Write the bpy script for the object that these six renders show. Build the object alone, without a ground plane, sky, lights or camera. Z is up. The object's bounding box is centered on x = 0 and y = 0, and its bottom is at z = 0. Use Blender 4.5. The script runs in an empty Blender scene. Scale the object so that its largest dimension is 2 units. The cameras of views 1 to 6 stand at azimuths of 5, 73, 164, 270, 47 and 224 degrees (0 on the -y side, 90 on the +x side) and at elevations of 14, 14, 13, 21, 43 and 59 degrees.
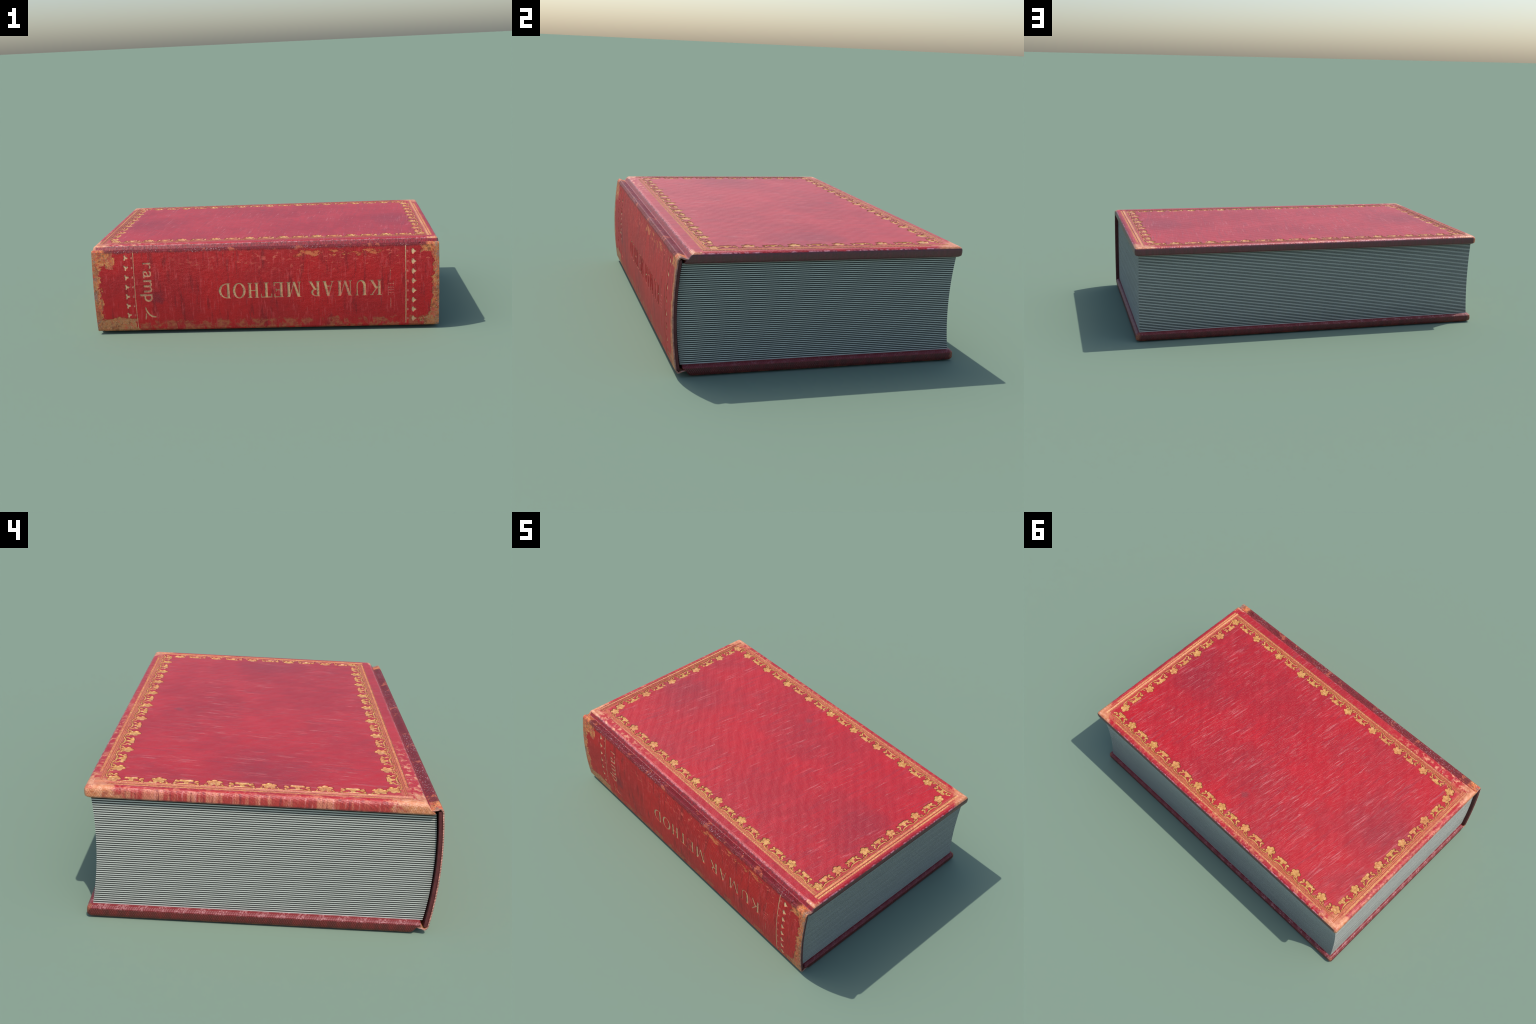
# An old red leather-bound book lying flat: two boards, a rounded spine with
# sunken gilt lettering, a text block of separate leaves, and a gilt border
# (flowers, tulips, scrolls, fillets, beading) tooled into the upper board.
import bpy, bmesh, math, random
from mathutils import Vector, Matrix
random.seed(11)
pi = math.pi
COL = bpy.context.scene.collection

# ------------------------------------------------------------------ sizes
TOP = 0.5248            # upper face of the book
MID = TOP / 2
HALF_LEN = 1.0         # half length of the boards along x
FORE = 0.640           # fore edge of the boards (y)
BULGE = 0.640          # furthest point of the rounded spine (-y)
LEAF_HALF = 0.978

def spine_y(z):
    """y of the outer surface of the rounded spine at height z."""
    t = (z - MID) / 0.234
    return -BULGE + 0.0175 * t * t

# ------------------------------------------------------------------ helpers
def obj_from_bm(bm, name, mat=None, parent=None, link=True):
    bmesh.ops.recalc_face_normals(bm, faces=bm.faces[:])
    me = bpy.data.meshes.new(name)
    bm.to_mesh(me); bm.free()
    ob = bpy.data.objects.new(name, me)
    if mat: me.materials.append(mat)
    if parent: ob.parent = parent
    if link: COL.objects.link(ob)
    return ob

def prism(bm, pts, z0, z1):
    """closed straight-sided solid over a 2D outline"""
    lo = [bm.verts.new((x, y, z0)) for x, y in pts]
    hi = [bm.verts.new((x, y, z1)) for x, y in pts]
    n = len(pts)
    bm.faces.new(lo[::-1]); bm.faces.new(hi)
    for i in range(n):
        j = (i + 1) % n
        bm.faces.new((lo[i], lo[j], hi[j], hi[i]))

def ring_prism(bm, outer, inner, z0, z1, closed=True):
    """solid between two parallel outlines (a ring, or an open band)"""
    n = len(outer)
    V = [[bm.verts.new((x, y, z)) for x, y in c] for c in (outer, inner) for z in (z0, z1)]
    ol, oh, il, ih = V
    rng = range(n) if closed else range(n - 1)
    for i in rng:
        j = (i + 1) % n
        bm.faces.new((ol[i], ol[j], oh[j], oh[i]))
        bm.faces.new((il[j], il[i], ih[i], ih[j]))
        bm.faces.new((oh[i], oh[j], ih[j], ih[i]))
        bm.faces.new((ol[j], ol[i], il[i], il[j]))
    if not closed:
        bm.faces.new((ol[0], oh[0], ih[0], il[0]))
        bm.faces.new((ol[-1], il[-1], ih[-1], oh[-1]))

def evaluated_mesh(ob):
    dg = bpy.context.evaluated_depsgraph_get()
    return bpy.data.meshes.new_from_object(ob.evaluated_get(dg))

def drop(ob):
    me = ob.data
    bpy.data.objects.remove(ob)
    if me and me.users == 0: bpy.data.meshes.remove(me)

def boolean(ob, others, op, self_hit=False):
    for o in others:
        m = ob.modifiers.new('b', 'BOOLEAN')
        m.operation = op; m.object = o; m.solver = 'EXACT'; m.use_self = self_hit
    me = evaluated_mesh(ob)
    ob.modifiers.clear()
    old = ob.data; ob.data = me
    if old.users == 0: bpy.data.meshes.remove(old)
    for o in others: drop(o)

def volume(me):
    bm = bmesh.new(); bm.from_mesh(me); v = bm.calc_volume(); bm.free(); return v

def carve(ob, cutters):
    """cut shallow furrows one set at a time; a cut that spoils the body is redone or left out"""
    for c in cutters:
        before = volume(ob.data)
        for hit in (False, True):
            m = ob.modifiers.new('b', 'BOOLEAN')
            m.operation = 'DIFFERENCE'; m.object = c; m.solver = 'EXACT'; m.use_self = hit
            me = evaluated_mesh(ob); ob.modifiers.clear()
            if 0.97 * before < volume(me) < before:
                old = ob.data; ob.data = me
                if old.users == 0: bpy.data.meshes.remove(old)
                break
            bpy.data.meshes.remove(me)
        else:
            print('furrows left out')
        drop(c)

# ------------------------------------------------------------------ node helper
class G:
    """small wrapper for writing node graphs as expressions"""
    def __init__(s, name):
        s.mat = bpy.data.materials.new(name); s.mat.use_nodes = True
        s.t = s.mat.node_tree; s.t.nodes.clear()
        s.out = s.t.nodes.new('ShaderNodeOutputMaterial')
        s.geo = s.t.nodes.new('ShaderNodeNewGeometry')
        s.pos = s.geo.outputs['Position']
        sep = s.t.nodes.new('ShaderNodeSeparateXYZ'); s.t.links.new(s.pos, sep.inputs[0])
        s.x, s.y, s.z = sep.outputs
    def put(s, sock, v):
        if isinstance(v, (int, float)): sock.default_value = v
        elif isinstance(v, tuple):
            sock.default_value = v + (1,) if len(sock.default_value) == 4 and len(v) == 3 else v
        else: s.t.links.new(v, sock)
    def m(s, op, a, b=0.0, clamp=False):
        n = s.t.nodes.new('ShaderNodeMath'); n.operation = op; n.use_clamp = clamp
        s.put(n.inputs[0], a); s.put(n.inputs[1], b); return n.outputs[0]
    def add(s, a, b): return s.m('ADD', a, b)
    def sub(s, a, b): return s.m('SUBTRACT', a, b)
    def mul(s, a, b): return s.m('MULTIPLY', a, b)
    def mn(s, a, b): return s.m('MINIMUM', a, b)
    def mx(s, a, b): return s.m('MAXIMUM', a, b)
    def absv(s, a): return s.m('ABSOLUTE', a)
    def ss(s, v, a, b, lo=0.0, hi=1.0):
        """smooth step of v from a to b (a may be larger than b)"""
        if a > b: a, b, lo, hi = b, a, hi, lo
        n = s.t.nodes.new('ShaderNodeMapRange'); n.interpolation_type = 'SMOOTHSTEP'
        s.put(n.inputs[0], v); n.inputs[1].default_value = a; n.inputs[2].default_value = b
        n.inputs[3].default_value = lo; n.inputs[4].default_value = hi; return n.outputs[0]
    def noise(s, scale=(1, 1, 1), detail=4.0, rough=0.55, dist=0.0, off=(0, 0, 0), rot=0.0):
        mp = s.t.nodes.new('ShaderNodeMapping'); s.t.links.new(s.pos, mp.inputs[0])
        mp.inputs['Scale'].default_value = scale; mp.inputs['Location'].default_value = off
        src = mp.outputs[0]
        if rot:
            r = s.t.nodes.new('ShaderNodeVectorRotate'); r.rotation_type = 'Z_AXIS'
            s.t.links.new(s.pos, r.inputs[0]); r.inputs['Angle'].default_value = rot
            s.t.links.new(r.outputs[0], mp.inputs[0])
        n = s.t.nodes.new('ShaderNodeTexNoise'); s.t.links.new(src, n.inputs['Vector'])
        n.inputs['Scale'].default_value = 1.0; n.inputs['Detail'].default_value = detail
        n.inputs['Roughness'].default_value = rough; n.inputs['Distortion'].default_value = dist
        return n.outputs[0]
    def mix(s, f, a, b):
        n = s.t.nodes.new('ShaderNodeMix'); n.data_type = 'RGBA'
        s.put(n.inputs[0], f); s.put(n.inputs[6], a); s.put(n.inputs[7], b); return n.outputs[2]
    def spot(s, cx, cy, r0, r1, axes='xy', wob=None):
        a, b = (s.x, s.y) if axes == 'xy' else (s.x, s.z)
        d = s.m('SQRT', s.add(s.m('POWER', s.absv(s.sub(a, cx)), 2.0), s.m('POWER', s.absv(s.sub(b, cy)), 2.0)))
        if wob is not None: d = s.add(d, wob)
        return s.ss(d, r1, r0)
    def finish(s, col, rough=0.5, bumps=(), bevel=0.0, spec=0.5, **kw):
        p = s.t.nodes.new('ShaderNodeBsdfPrincipled'); s.put(p.inputs['Base Color'], col)
        s.put(p.inputs['Roughness'], rough); s.put(p.inputs['Specular IOR Level'], spec)
        for k, v in kw.items(): s.put(p.inputs[k.replace('_', ' ')], v)
        nor = None
        if bevel:
            b = s.t.nodes.new('ShaderNodeBevel'); b.samples = 6; b.inputs[0].default_value = bevel
            nor = b.outputs[0]
        for h, dist, st in bumps:
            b = s.t.nodes.new('ShaderNodeBump'); s.put(b.inputs['Height'], h)
            b.inputs['Distance'].default_value = dist; b.inputs['Strength'].default_value = st
            if nor is not None: s.t.links.new(nor, b.inputs['Normal'])
            nor = b.outputs[0]
        if nor is not None: s.t.links.new(nor, p.inputs['Normal'])
        s.t.links.new(p.outputs[0], s.out.inputs[0])
        return s.mat

# ------------------------------------------------------------------ colours
PEACH = (0.80, 0.33, 0.17)
ORANGE = (0.66, 0.22, 0.085)
TAN = (0.36, 0.20, 0.10)
GREY = (0.30, 0.23, 0.19)
PINK = (0.72, 0.24, 0.28)
PLUM = (0.125, 0.010, 0.015)
BROWN = (0.125, 0.036, 0.032)

def weave(g, a, b, pitch):
    """staggered dots of the embossed book-cloth grain"""
    k = 2 * pi / pitch
    return g.mul(g.m('SINE', g.mul(a, k)), g.m('SINE', g.mul(b, k * 0.62)))

def corner_wear(g, sx, sy, y_edge, size, wob):
    """1 near one corner of the upper board, fading along a ragged line"""
    dx = g.sub(HALF_LEN, g.mul(g.x, sx)); dy = g.sub(y_edge, g.mul(g.y, sy))
    d = g.add(g.add(dx, dy), g.mul(g.sub(wob, 0.5), size * 1.9))
    return g.ss(d, size * 1.05, size * 0.55)

def make_cover_leather():
    g = G('worn_red_leather')
    big = g.noise((3.2, 4.2, 1), 3, 0.5)
    med = g.noise((22, 9, 9), 5, 0.6)
    fine = g.noise((150, 110, 110), 3, 0.6)
    col = g.mix(g.ss(big, 0.34, 0.68), (0.50, 0.003, 0.009), (0.40, 0.005, 0.012))
    col = g.mix(g.mul(g.ss(med, 0.45, 0.75), 0.45), col, (0.60, 0.022, 0.032))
    # rubbed dark zones at both ends, and one smudge
    wob = g.mul(g.sub(g.noise((7, 7, 7), 4, 0.6), 0.5), 0.22)
    dark = g.mx(g.spot(0.77, -0.02, 0.02, 0.24, wob=wob), g.mul(g.spot(-0.78, 0.0, 0.0, 0.34, wob=wob), 0.7))
    col = g.mix(g.mul(dark, 0.50), col, (0.25, 0.010, 0.022))
    small = g.mul(g.sub(g.noise((60, 60, 60), 3, 0.6), 0.5), 0.03)
    col = g.mix(g.mul(g.spot(-0.059, 0.40, 0.008, 0.032, wob=small), 0.5), col, (0.16, 0.035, 0.04))
    # pale scuffs running across the board
    st1 = g.noise((95, 7.5, 20), 4, 0.62, 0.35, rot=0.12)
    st2 = g.noise((210, 16, 30), 3, 0.6, 0.3, off=(3, 1, 0), rot=0.15)
    area = g.noise((4.5, 5.5, 3), 3, 0.55, off=(8.3, 2.2, 0))
    area = g.mx(g.ss(area, 0.36, 0.60), g.mul(dark, 0.8))
    scuff = g.mul(g.mul(g.ss(st1, 0.56, 0.70), area), g.ss(fine, 0.35, 0.6, 0.55, 1.0))
    scuff = g.mx(scuff, g.mul(g.mul(g.ss(st2, 0.60, 0.74), area), 0.8))
    col = g.mix(g.mul(scuff, 0.55), col, (0.78, 0.22, 0.22))
    dkst = g.noise((80, 6, 20), 4, 0.6, 0.3, off=(1, 7, 0), rot=0.12)
    col = g.mix(g.mul(g.ss(dkst, 0.52, 0.70), 0.50), col, (0.30, 0.018, 0.03))
    # worn rim outside the gilt frame
    ex = g.sub(HALF_LEN, g.absv(g.x)); ey = g.sub(FORE, g.y)
    e3 = g.mn(ex, ey)
    fl = g.noise((45, 45, 45), 5, 0.65, 0.3)
    rim = g.mul(g.ss(e3, 0.05, 0.03), g.ss(fl, 0.48, 0.60))
    # the tail end (-x) half of the fore edge and joint is rubbed most
    tail = g.mul(g.ss(g.x, 0.55, -0.75, 0.30, 1.0), g.ss(g.x, 0.945, 0.935, 0.2, 1.0))
    tail = g.mul(tail, g.ss(g.x, -0.935, -0.945, 1.0, 0.55))
    col = g.mix(g.mul(rim, tail), col, g.mix(g.ss(med, 0.4, 0.6), (0.52, 0.10, 0.05), (0.72, 0.24, 0.12)))
    jt = g.mul(g.mul(g.ss(g.y, -0.512, -0.525), g.ss(fl, 0.5, 0.62)), g.ss(g.x, -0.2, -0.85))
    col = g.mix(jt, col, PEACH)
    # corners rubbed down to the orange hide
    cn = g.noise((26, 26, 26), 5, 0.62, 0.4)
    cw = g.mx(corner_wear(g, 1, 1, FORE, 0.14, cn), corner_wear(g, -1, 1, FORE, 0.15, cn))
    cw = g.mx(cw, g.mx(corner_wear(g, -1, -1, 0.60, 0.17, cn), corner_wear(g, 1, -1, 0.60, 0.085, cn)))
    worn = g.mix(g.ss(fl, 0.40, 0.60), ORANGE, PEACH)
    worn = g.mix(g.mul(g.ss(g.noise((30, 30, 30), 5, 0.7, 0.6, off=(3, 8, 1)), 0.52, 0.62), 0.7), worn, (0.52, 0.095, 0.045))
    worn = g.mix(g.mul(g.ss(fine, 0.55, 0.7), 0.5), worn, (0.9, 0.55, 0.42))
    col = g.mix(cw, col, worn)
    jend = g.mul(g.ss(g.add(g.absv(g.x), g.mul(g.sub(cn, 0.5), 0.12)), 0.935, 0.95), g.ss(g.y, -0.545, -0.555))
    cw = g.mx(cw, g.mul(jend, g.ss(fl, 0.38, 0.48)))
    col = g.mix(cw, col, worn)
    # gold dust rubbed into the leather of the frame
    ins = g.mn(g.mn(g.sub(0.974, g.x), g.add(g.x, 0.974)), g.mn(g.sub(0.611, g.y), g.add(g.y, 0.517)))
    rub = g.mul(g.ss(ins, -0.001, 0.001), g.ss(g.add(ins, g.mul(g.sub(fl, 0.5), 0.03)), 0.046, 0.034))
    col = g.mix(g.mul(rub, g.ss(fl, 0.36, 0.58, 0.12, 0.66)), col, (0.60, 0.155, 0.065))
    # ---- joint side: plum below the rolled edge
    col = g.mix(g.mul(g.ss(g.add(g.y, g.mul(g.sub(fl, 0.5), 0.008)), -0.5605, -0.5665), g.ss(g.absv(g.x), 0.95, 0.91)), col, PLUM)
    painted_glint = g.mul(g.ss(fine, 0.56, 0.66), g.ss(g.noise((8, 8, 8), 3, 0.55, off=(6, 1, 2)), 0.46, 0.60))
    col = g.mix(g.mul(g.mul(painted_glint, 0.7), g.mul(g.ss(g.y, -0.552, -0.556), g.ss(g.y, -0.575, -0.571))), col, (0.66, 0.50, 0.50))
    # ---- board edges (below the top roll)
    vst = g.noise((70, 70, 6), 4, 0.62)
    vst2 = g.noise((26, 26, 3), 4, 0.6, off=(5, 5, 5))
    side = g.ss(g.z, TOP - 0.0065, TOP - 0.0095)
    lip = g.ss(g.z, TOP - 0.0025, TOP - 0.004)
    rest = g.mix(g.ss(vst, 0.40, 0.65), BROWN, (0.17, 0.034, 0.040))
    lipc = g.mix(g.ss(vst, 0.42, 0.58), PINK, (0.34, 0.035, 0.055))
    head = g.mix(g.ss(vst2, 0.45, 0.60), (0.46, 0.035, 0.032), (0.66, 0.20, 0.12))
    head = g.mix(g.mul(g.ss(vst, 0.54, 0.66), 0.7), head, (0.74, 0.27, 0.25))
    head = g.mix(g.mul(g.ss(vst, 0.48, 0.36), 0.85), head, (0.25, 0.022, 0.03))
    wh = weave(g, g.y, g.z, 0.0085)
    head = g.mix(g.mul(g.ss(wh, -0.1, -0.7), 0.35), head, (0.22, 0.03, 0.02))
    worn = g.mix(g.mul(g.mul(side, g.ss(wh, -0.1, -0.7)), 0.45), worn, (0.30, 0.10, 0.03))
    worn = g.mix(g.ss(cn, 0.52, 0.60, 0.0, 0.5), worn, (0.50, 0.13, 0.06))
    headmask = g.ss(g.x, -0.982, -0.988)
    lipm = g.mul(g.mul(lip, g.sub(1.0, headmask)), g.ss(vst2, 0.60, 0.46))
    lipm = g.mul(lipm, g.ss(g.y, -0.56, -0.54, 0.6, 1.0))  # joint side keeps some pink, a gloss highlight tinted along the roll
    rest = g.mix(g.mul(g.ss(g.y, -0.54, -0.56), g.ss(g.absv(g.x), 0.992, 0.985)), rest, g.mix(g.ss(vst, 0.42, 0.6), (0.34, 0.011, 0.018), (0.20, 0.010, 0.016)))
    col = g.mix(g.mul(lipm, g.sub(1.0, cw)), col, lipc)
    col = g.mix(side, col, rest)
    col = g.mix(g.mul(g.mul(lip, headmask), g.sub(1.0, g.mul(cw, 0.7))), col, head)
    col = g.mix(g.mul(g.mul(lip, headmask), g.mul(cw, 0.9)), col, worn)
    # shadow of the pressed furrows painted dark onto their walls
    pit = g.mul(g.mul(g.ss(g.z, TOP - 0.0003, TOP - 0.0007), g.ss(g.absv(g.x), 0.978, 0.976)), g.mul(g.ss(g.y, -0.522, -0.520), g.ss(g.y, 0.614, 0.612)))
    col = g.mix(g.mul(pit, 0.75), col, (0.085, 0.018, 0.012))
    rough = g.add(g.ss(scuff, 0, 1, 0.37, 0.31), g.mul(g.sub(big, 0.5), 0.15))
    wv = weave(g, g.add(g.add(g.x, g.z), g.mul(g.y, 0.35)), g.add(g.sub(g.y, g.mul(g.x, 0.35)), g.z), 0.0058)
    rip = g.m('SINE', g.add(g.mul(g.add(g.x, g.y), 2 * pi / 0.075), g.mul(g.noise((7, 7, 7), 3, 0.5, off=(4, 4, 4)), 9.0)))
    h = g.add(g.mul(scuff, 0.6), g.mul(g.add(st1, st2), 0.5))
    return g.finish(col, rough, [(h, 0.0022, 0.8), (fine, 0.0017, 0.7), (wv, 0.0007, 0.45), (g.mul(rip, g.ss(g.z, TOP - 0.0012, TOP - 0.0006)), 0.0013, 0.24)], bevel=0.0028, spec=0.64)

def make_spine_leather():
    g = G('worn_spine_leather')
    sm = g.noise((38, 20, 5), 5, 0.6)
    sm2 = g.noise((90, 40, 12), 4, 0.6, off=(4, 0, 2))
    big = g.noise((5, 5, 5), 3, 0.5)
    fl = g.noise((40, 40, 55), 5, 0.65, 0.3)
    cn = g.noise((24, 24, 24), 5, 0.62, 0.5, off=(2, 0, 0))
    fine = g.noise((190, 190, 190), 2, 0.5)
    col = g.mix(g.ss(big, 0.35, 0.68), (0.70, 0.012, 0.013), (0.56, 0.013, 0.016))  # reds lightened beyond the leather's own to match stronger sun on the spine
    col = g.mix(g.mul(g.ss(sm, 0.46, 0.32), 0.62), col, (0.24, 0.009, 0.012))
    col = g.mix(g.mul(g.ss(sm2, 0.54, 0.70), 0.65), col, (0.84, 0.09, 0.09))
    # dark stain near the tail panel
    wob = g.mul(g.sub(cn, 0.5), 0.10)
    col = g.mix(g.mul(g.spot(-0.62, 0.22, 0.0, 0.06, 'xz', wob), 0.6), col, (0.14, 0.02, 0.035))
    # scraped flecks in the upper third
    up = g.mul(g.ss(g.z, 0.33, 0.42), g.ss(g.z, 0.487, 0.475))
    fleck = g.noise((26, 26, 52), 6, 0.70, 0.5, off=(0.4, 0, 3.3))
    col = g.mix(g.mul(g.mul(up, g.ss(fleck, 0.580, 0.615)), g.mul(g.ss(g.x, -0.75, -0.1), 0.9)), col, g.mix(g.ss(fl, 0.50, 0.62), (0.88, 0.11, 0.08), (0.96, 0.24, 0.12)))
    # torn chips below the joint, mostly towards the head
    chip = g.noise((16, 16, 30), 6, 0.70, 0.5, off=(1.7, 0, 0.6))
    zone = g.mul(g.mul(g.ss(g.z, 0.425, 0.455), g.ss(g.z, 0.488, 0.476)), g.mul(g.ss(g.x, 0.05, 0.2), g.ss(g.x, 0.74, 0.66)))
    torn = g.ss(g.mul(g.ss(chip, 0.3, 0.8), zone), 0.36, 0.43)
    col = g.mix(torn, col, g.mix(g.ss(fl, 0.4, 0.58), (0.86, 0.12, 0.045), (0.92, 0.24, 0.08)))
    # ragged worn band along the foot of the spine
    foot = g.add(g.z, g.mul(g.sub(g.noise((30, 30, 8), 5, 0.65), 0.5), 0.07))
    fb = g.mul(g.ss(foot, 0.085, 0.072), g.ss(g.noise((20, 20, 14), 5, 0.68, 0.3, off=(1, 1, 1)), 0.47, 0.55))
    col = g.mix(g.mul(fb, 0.75), col, g.mix(g.ss(fl, 0.4, 0.6), (0.48, 0.070, 0.040), (0.58, 0.19, 0.07)))
    # head and tail caps worn to the hide
    w2 = g.mul(g.sub(cn, 0.5), 0.13)
    right = g.ss(g.add(g.x, w2), 0.961, 0.969)
    right = g.mx(right, g.mul(g.ss(g.add(g.x, w2), 0.895, 0.91), g.mx(g.ss(g.add(g.z, g.mul(w2, 0.4)), 0.452, 0.46), g.ss(g.add(g.z, g.mul(w2, 0.5)), 0.085, 0.07))))
    lobe = g.noise((9, 9, 11), 2, 0.5, off=(0.7, 0, 2.4))
    w3 = g.add(g.mul(g.sub(cn, 0.5), 0.09), g.mul(g.sub(lobe, 0.5), 0.13))
    right = g.mx(right, g.ss(g.add(g.x, g.mul(g.sub(lobe, 0.5), 0.22)), 0.968, 0.976))
    left = g.ss(g.add(g.x, w3), -0.955, -0.963)
    left = g.mx(left, g.mul(g.ss(g.add(g.x, g.mul(w3, 0.5)), -0.868, -0.873), g.ss(g.add(g.z, w3), 0.405, 0.413)))
    left = g.mx(left, g.mul(g.ss(g.add(g.x, w3), -0.735, -0.75), g.ss(g.add(g.z, g.mul(w3, 0.7)), 0.100, 0.090)))
    worn = g.mix(g.ss(fl, 0.40, 0.60), (0.95, 0.22, 0.05), (0.96, 0.39, 0.12))
    worn = g.mix(g.mul(g.ss(cn, 0.50, 0.58), 0.8), worn, (0.66, 0.10, 0.06))
    worn = g.mix(g.mul(g.ss(sm2, 0.52, 0.62), 0.6), worn, (0.34, 0.15, 0.07))
    tanc = g.mix(g.ss(fl, 0.38, 0.6), (0.60, 0.33, 0.14), (0.68, 0.23, 0.07))
    low = g.mx(g.ss(g.z, 0.13, 0.08), g.mul(g.ss(g.absv(g.x), 0.975, 0.99), g.ss(fl, 0.42, 0.5)))
    worn = g.mix(g.mul(low, 0.85), worn, tanc)
    worn = g.mix(g.mul(g.mul(g.ss(g.absv(g.x), 0.965, 0.988), g.ss(cn, 0.50, 0.42)), 0.8), worn, GREY)
    blot = g.noise((55, 55, 40), 5, 0.68, 0.6, off=(7, 3, 3))
    worn = g.mix(g.mul(g.ss(blot, 0.56, 0.66), 0.65), worn, (0.28, 0.095, 0.035))
    worn = g.mix(g.mul(g.ss(blot, 0.44, 0.36), 0.55), worn, (0.62, 0.10, 0.06))
    motl = g.noise((34, 34, 28), 6, 0.72, 0.8, off=(2, 9, 4))
    worn = g.mix(g.mul(g.ss(motl, 0.46, 0.38), 0.85), worn, (0.33, 0.105, 0.035))
    worn = g.mix(g.mul(g.ss(motl, 0.55, 0.62), 0.80), worn, (0.80, 0.105, 0.055))
    worn = g.mix(g.mul(g.ss(fine, 0.58, 0.68), 0.5), worn, (0.95, 0.60, 0.36))
    cap = g.mx(right, left)
    col = g.mix(cap, col, worn)
    # the joint: plum band, with whitish specks in places
    jm = g.mul(g.ss(g.add(g.z, g.mul(g.sub(sm, 0.5), 0.03)), 0.482, 0.500), g.ss(g.add(g.absv(g.x), g.mul(w2, 0.3)), 0.94, 0.92))
    bits = g.ss(g.noise((13, 13, 13), 5, 0.65, off=(0.15, 0, 0)), 0.58, 0.63)
    jc = g.mix(g.ss(sm2, 0.45, 0.62), PLUM, (0.20, 0.012, 0.022))
    jc = g.mix(bits, jc, (0.50, 0.12, 0.06))
    jc = g.mix(g.mul(g.ss(fine, 0.60, 0.68), g.ss(g.noise((6, 6, 6), 3, 0.5, off=(3, 3, 3)), 0.45, 0.62)), jc, (0.62, 0.50, 0.50))
    col = g.mix(g.mul(jm, 0.93), col, jc)
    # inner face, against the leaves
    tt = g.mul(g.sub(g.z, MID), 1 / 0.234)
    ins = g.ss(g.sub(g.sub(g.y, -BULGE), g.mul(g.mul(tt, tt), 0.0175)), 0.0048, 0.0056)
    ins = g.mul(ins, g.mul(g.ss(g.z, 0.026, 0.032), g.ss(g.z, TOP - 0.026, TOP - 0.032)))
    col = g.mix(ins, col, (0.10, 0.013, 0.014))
    # cut ends of the leather
    endm = g.mul(g.ss(g.absv(g.x), 0.9975, 0.9982), g.sub(1.0, ins))
    ec = g.mix(g.ss(fl, 0.4, 0.6), (0.60, 0.30, 0.23), (0.46, 0.24, 0.18))
    col = g.mix(endm, col, ec)
    wv = weave(g, g.add(g.x, g.mul(g.z, 0.5)), g.sub(g.z, g.mul(g.x, 0.5)), 0.0070)
    col = g.mix(g.mul(g.ss(wv, -0.1, -0.7), 0.55), col, (0.17, 0.008, 0.010))
    col = g.mix(g.mul(g.ss(wv, 0.3, 0.8), 0.25), col, (0.85, 0.10, 0.10))
    dents = g.noise((30, 30, 45), 4, 0.6, off=(9, 1, 1))
    lost = g.mx(cap, torn)
    return g.finish(col, 0.44, [(g.sub(1.0, lost), 0.0035, 0.9), (dents, 0.0060, 0.75), (wv, 0.0018, 0.7)], bevel=0.0020, spec=0.32)

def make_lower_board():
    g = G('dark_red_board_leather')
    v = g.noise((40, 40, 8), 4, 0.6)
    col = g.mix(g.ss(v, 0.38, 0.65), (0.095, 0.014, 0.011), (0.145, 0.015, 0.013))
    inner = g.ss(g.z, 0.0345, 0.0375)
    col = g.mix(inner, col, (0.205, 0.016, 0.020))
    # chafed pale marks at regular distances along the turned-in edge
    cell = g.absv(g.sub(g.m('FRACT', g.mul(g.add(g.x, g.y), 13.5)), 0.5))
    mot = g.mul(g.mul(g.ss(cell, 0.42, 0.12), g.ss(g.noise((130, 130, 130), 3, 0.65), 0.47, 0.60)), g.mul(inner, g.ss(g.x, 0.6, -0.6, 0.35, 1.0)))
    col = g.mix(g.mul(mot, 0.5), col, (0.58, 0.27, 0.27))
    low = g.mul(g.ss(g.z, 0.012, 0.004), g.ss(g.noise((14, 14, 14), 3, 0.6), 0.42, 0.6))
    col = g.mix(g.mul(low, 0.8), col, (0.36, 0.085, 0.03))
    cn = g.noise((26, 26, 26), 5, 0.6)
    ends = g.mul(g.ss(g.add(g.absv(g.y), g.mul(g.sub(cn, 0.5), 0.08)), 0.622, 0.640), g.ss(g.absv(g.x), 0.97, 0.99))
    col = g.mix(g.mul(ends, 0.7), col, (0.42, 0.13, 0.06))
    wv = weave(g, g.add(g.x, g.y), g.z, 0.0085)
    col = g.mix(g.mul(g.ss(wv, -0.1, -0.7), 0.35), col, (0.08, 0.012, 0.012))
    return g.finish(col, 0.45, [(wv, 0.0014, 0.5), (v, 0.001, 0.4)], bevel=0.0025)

def make_gilt(name, a, b, worn):
    g = G(name)
    n1 = g.noise((38, 38, 38), 4, 0.6); n2 = g.noise((120, 120, 120), 3, 0.6, off=(5, 2, 1))
    n3 = g.noise((5, 5, 5), 3, 0.6, off=(1.3, 4, 0))
    col = g.mix(g.ss(n1, 0.40, 0.62), a, b)
    col = g.mix(g.mul(g.ss(n3, 0.42, 0.62), 0.6), col, worn)
    col = g.mix(g.mul(g.ss(n2, 0.53, 0.66), 0.65), col, (a[0] * 0.42, a[1] * 0.36, a[2] * 0.38))
    col = g.mix(g.mul(g.ss(n2, 0.44, 0.34), 0.5), col, (0.88, 0.58, 0.30))
    return g.finish(col, 0.42, [(n2, 0.0016, 0.6)], spec=0.5, Metallic=0.0)

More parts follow.
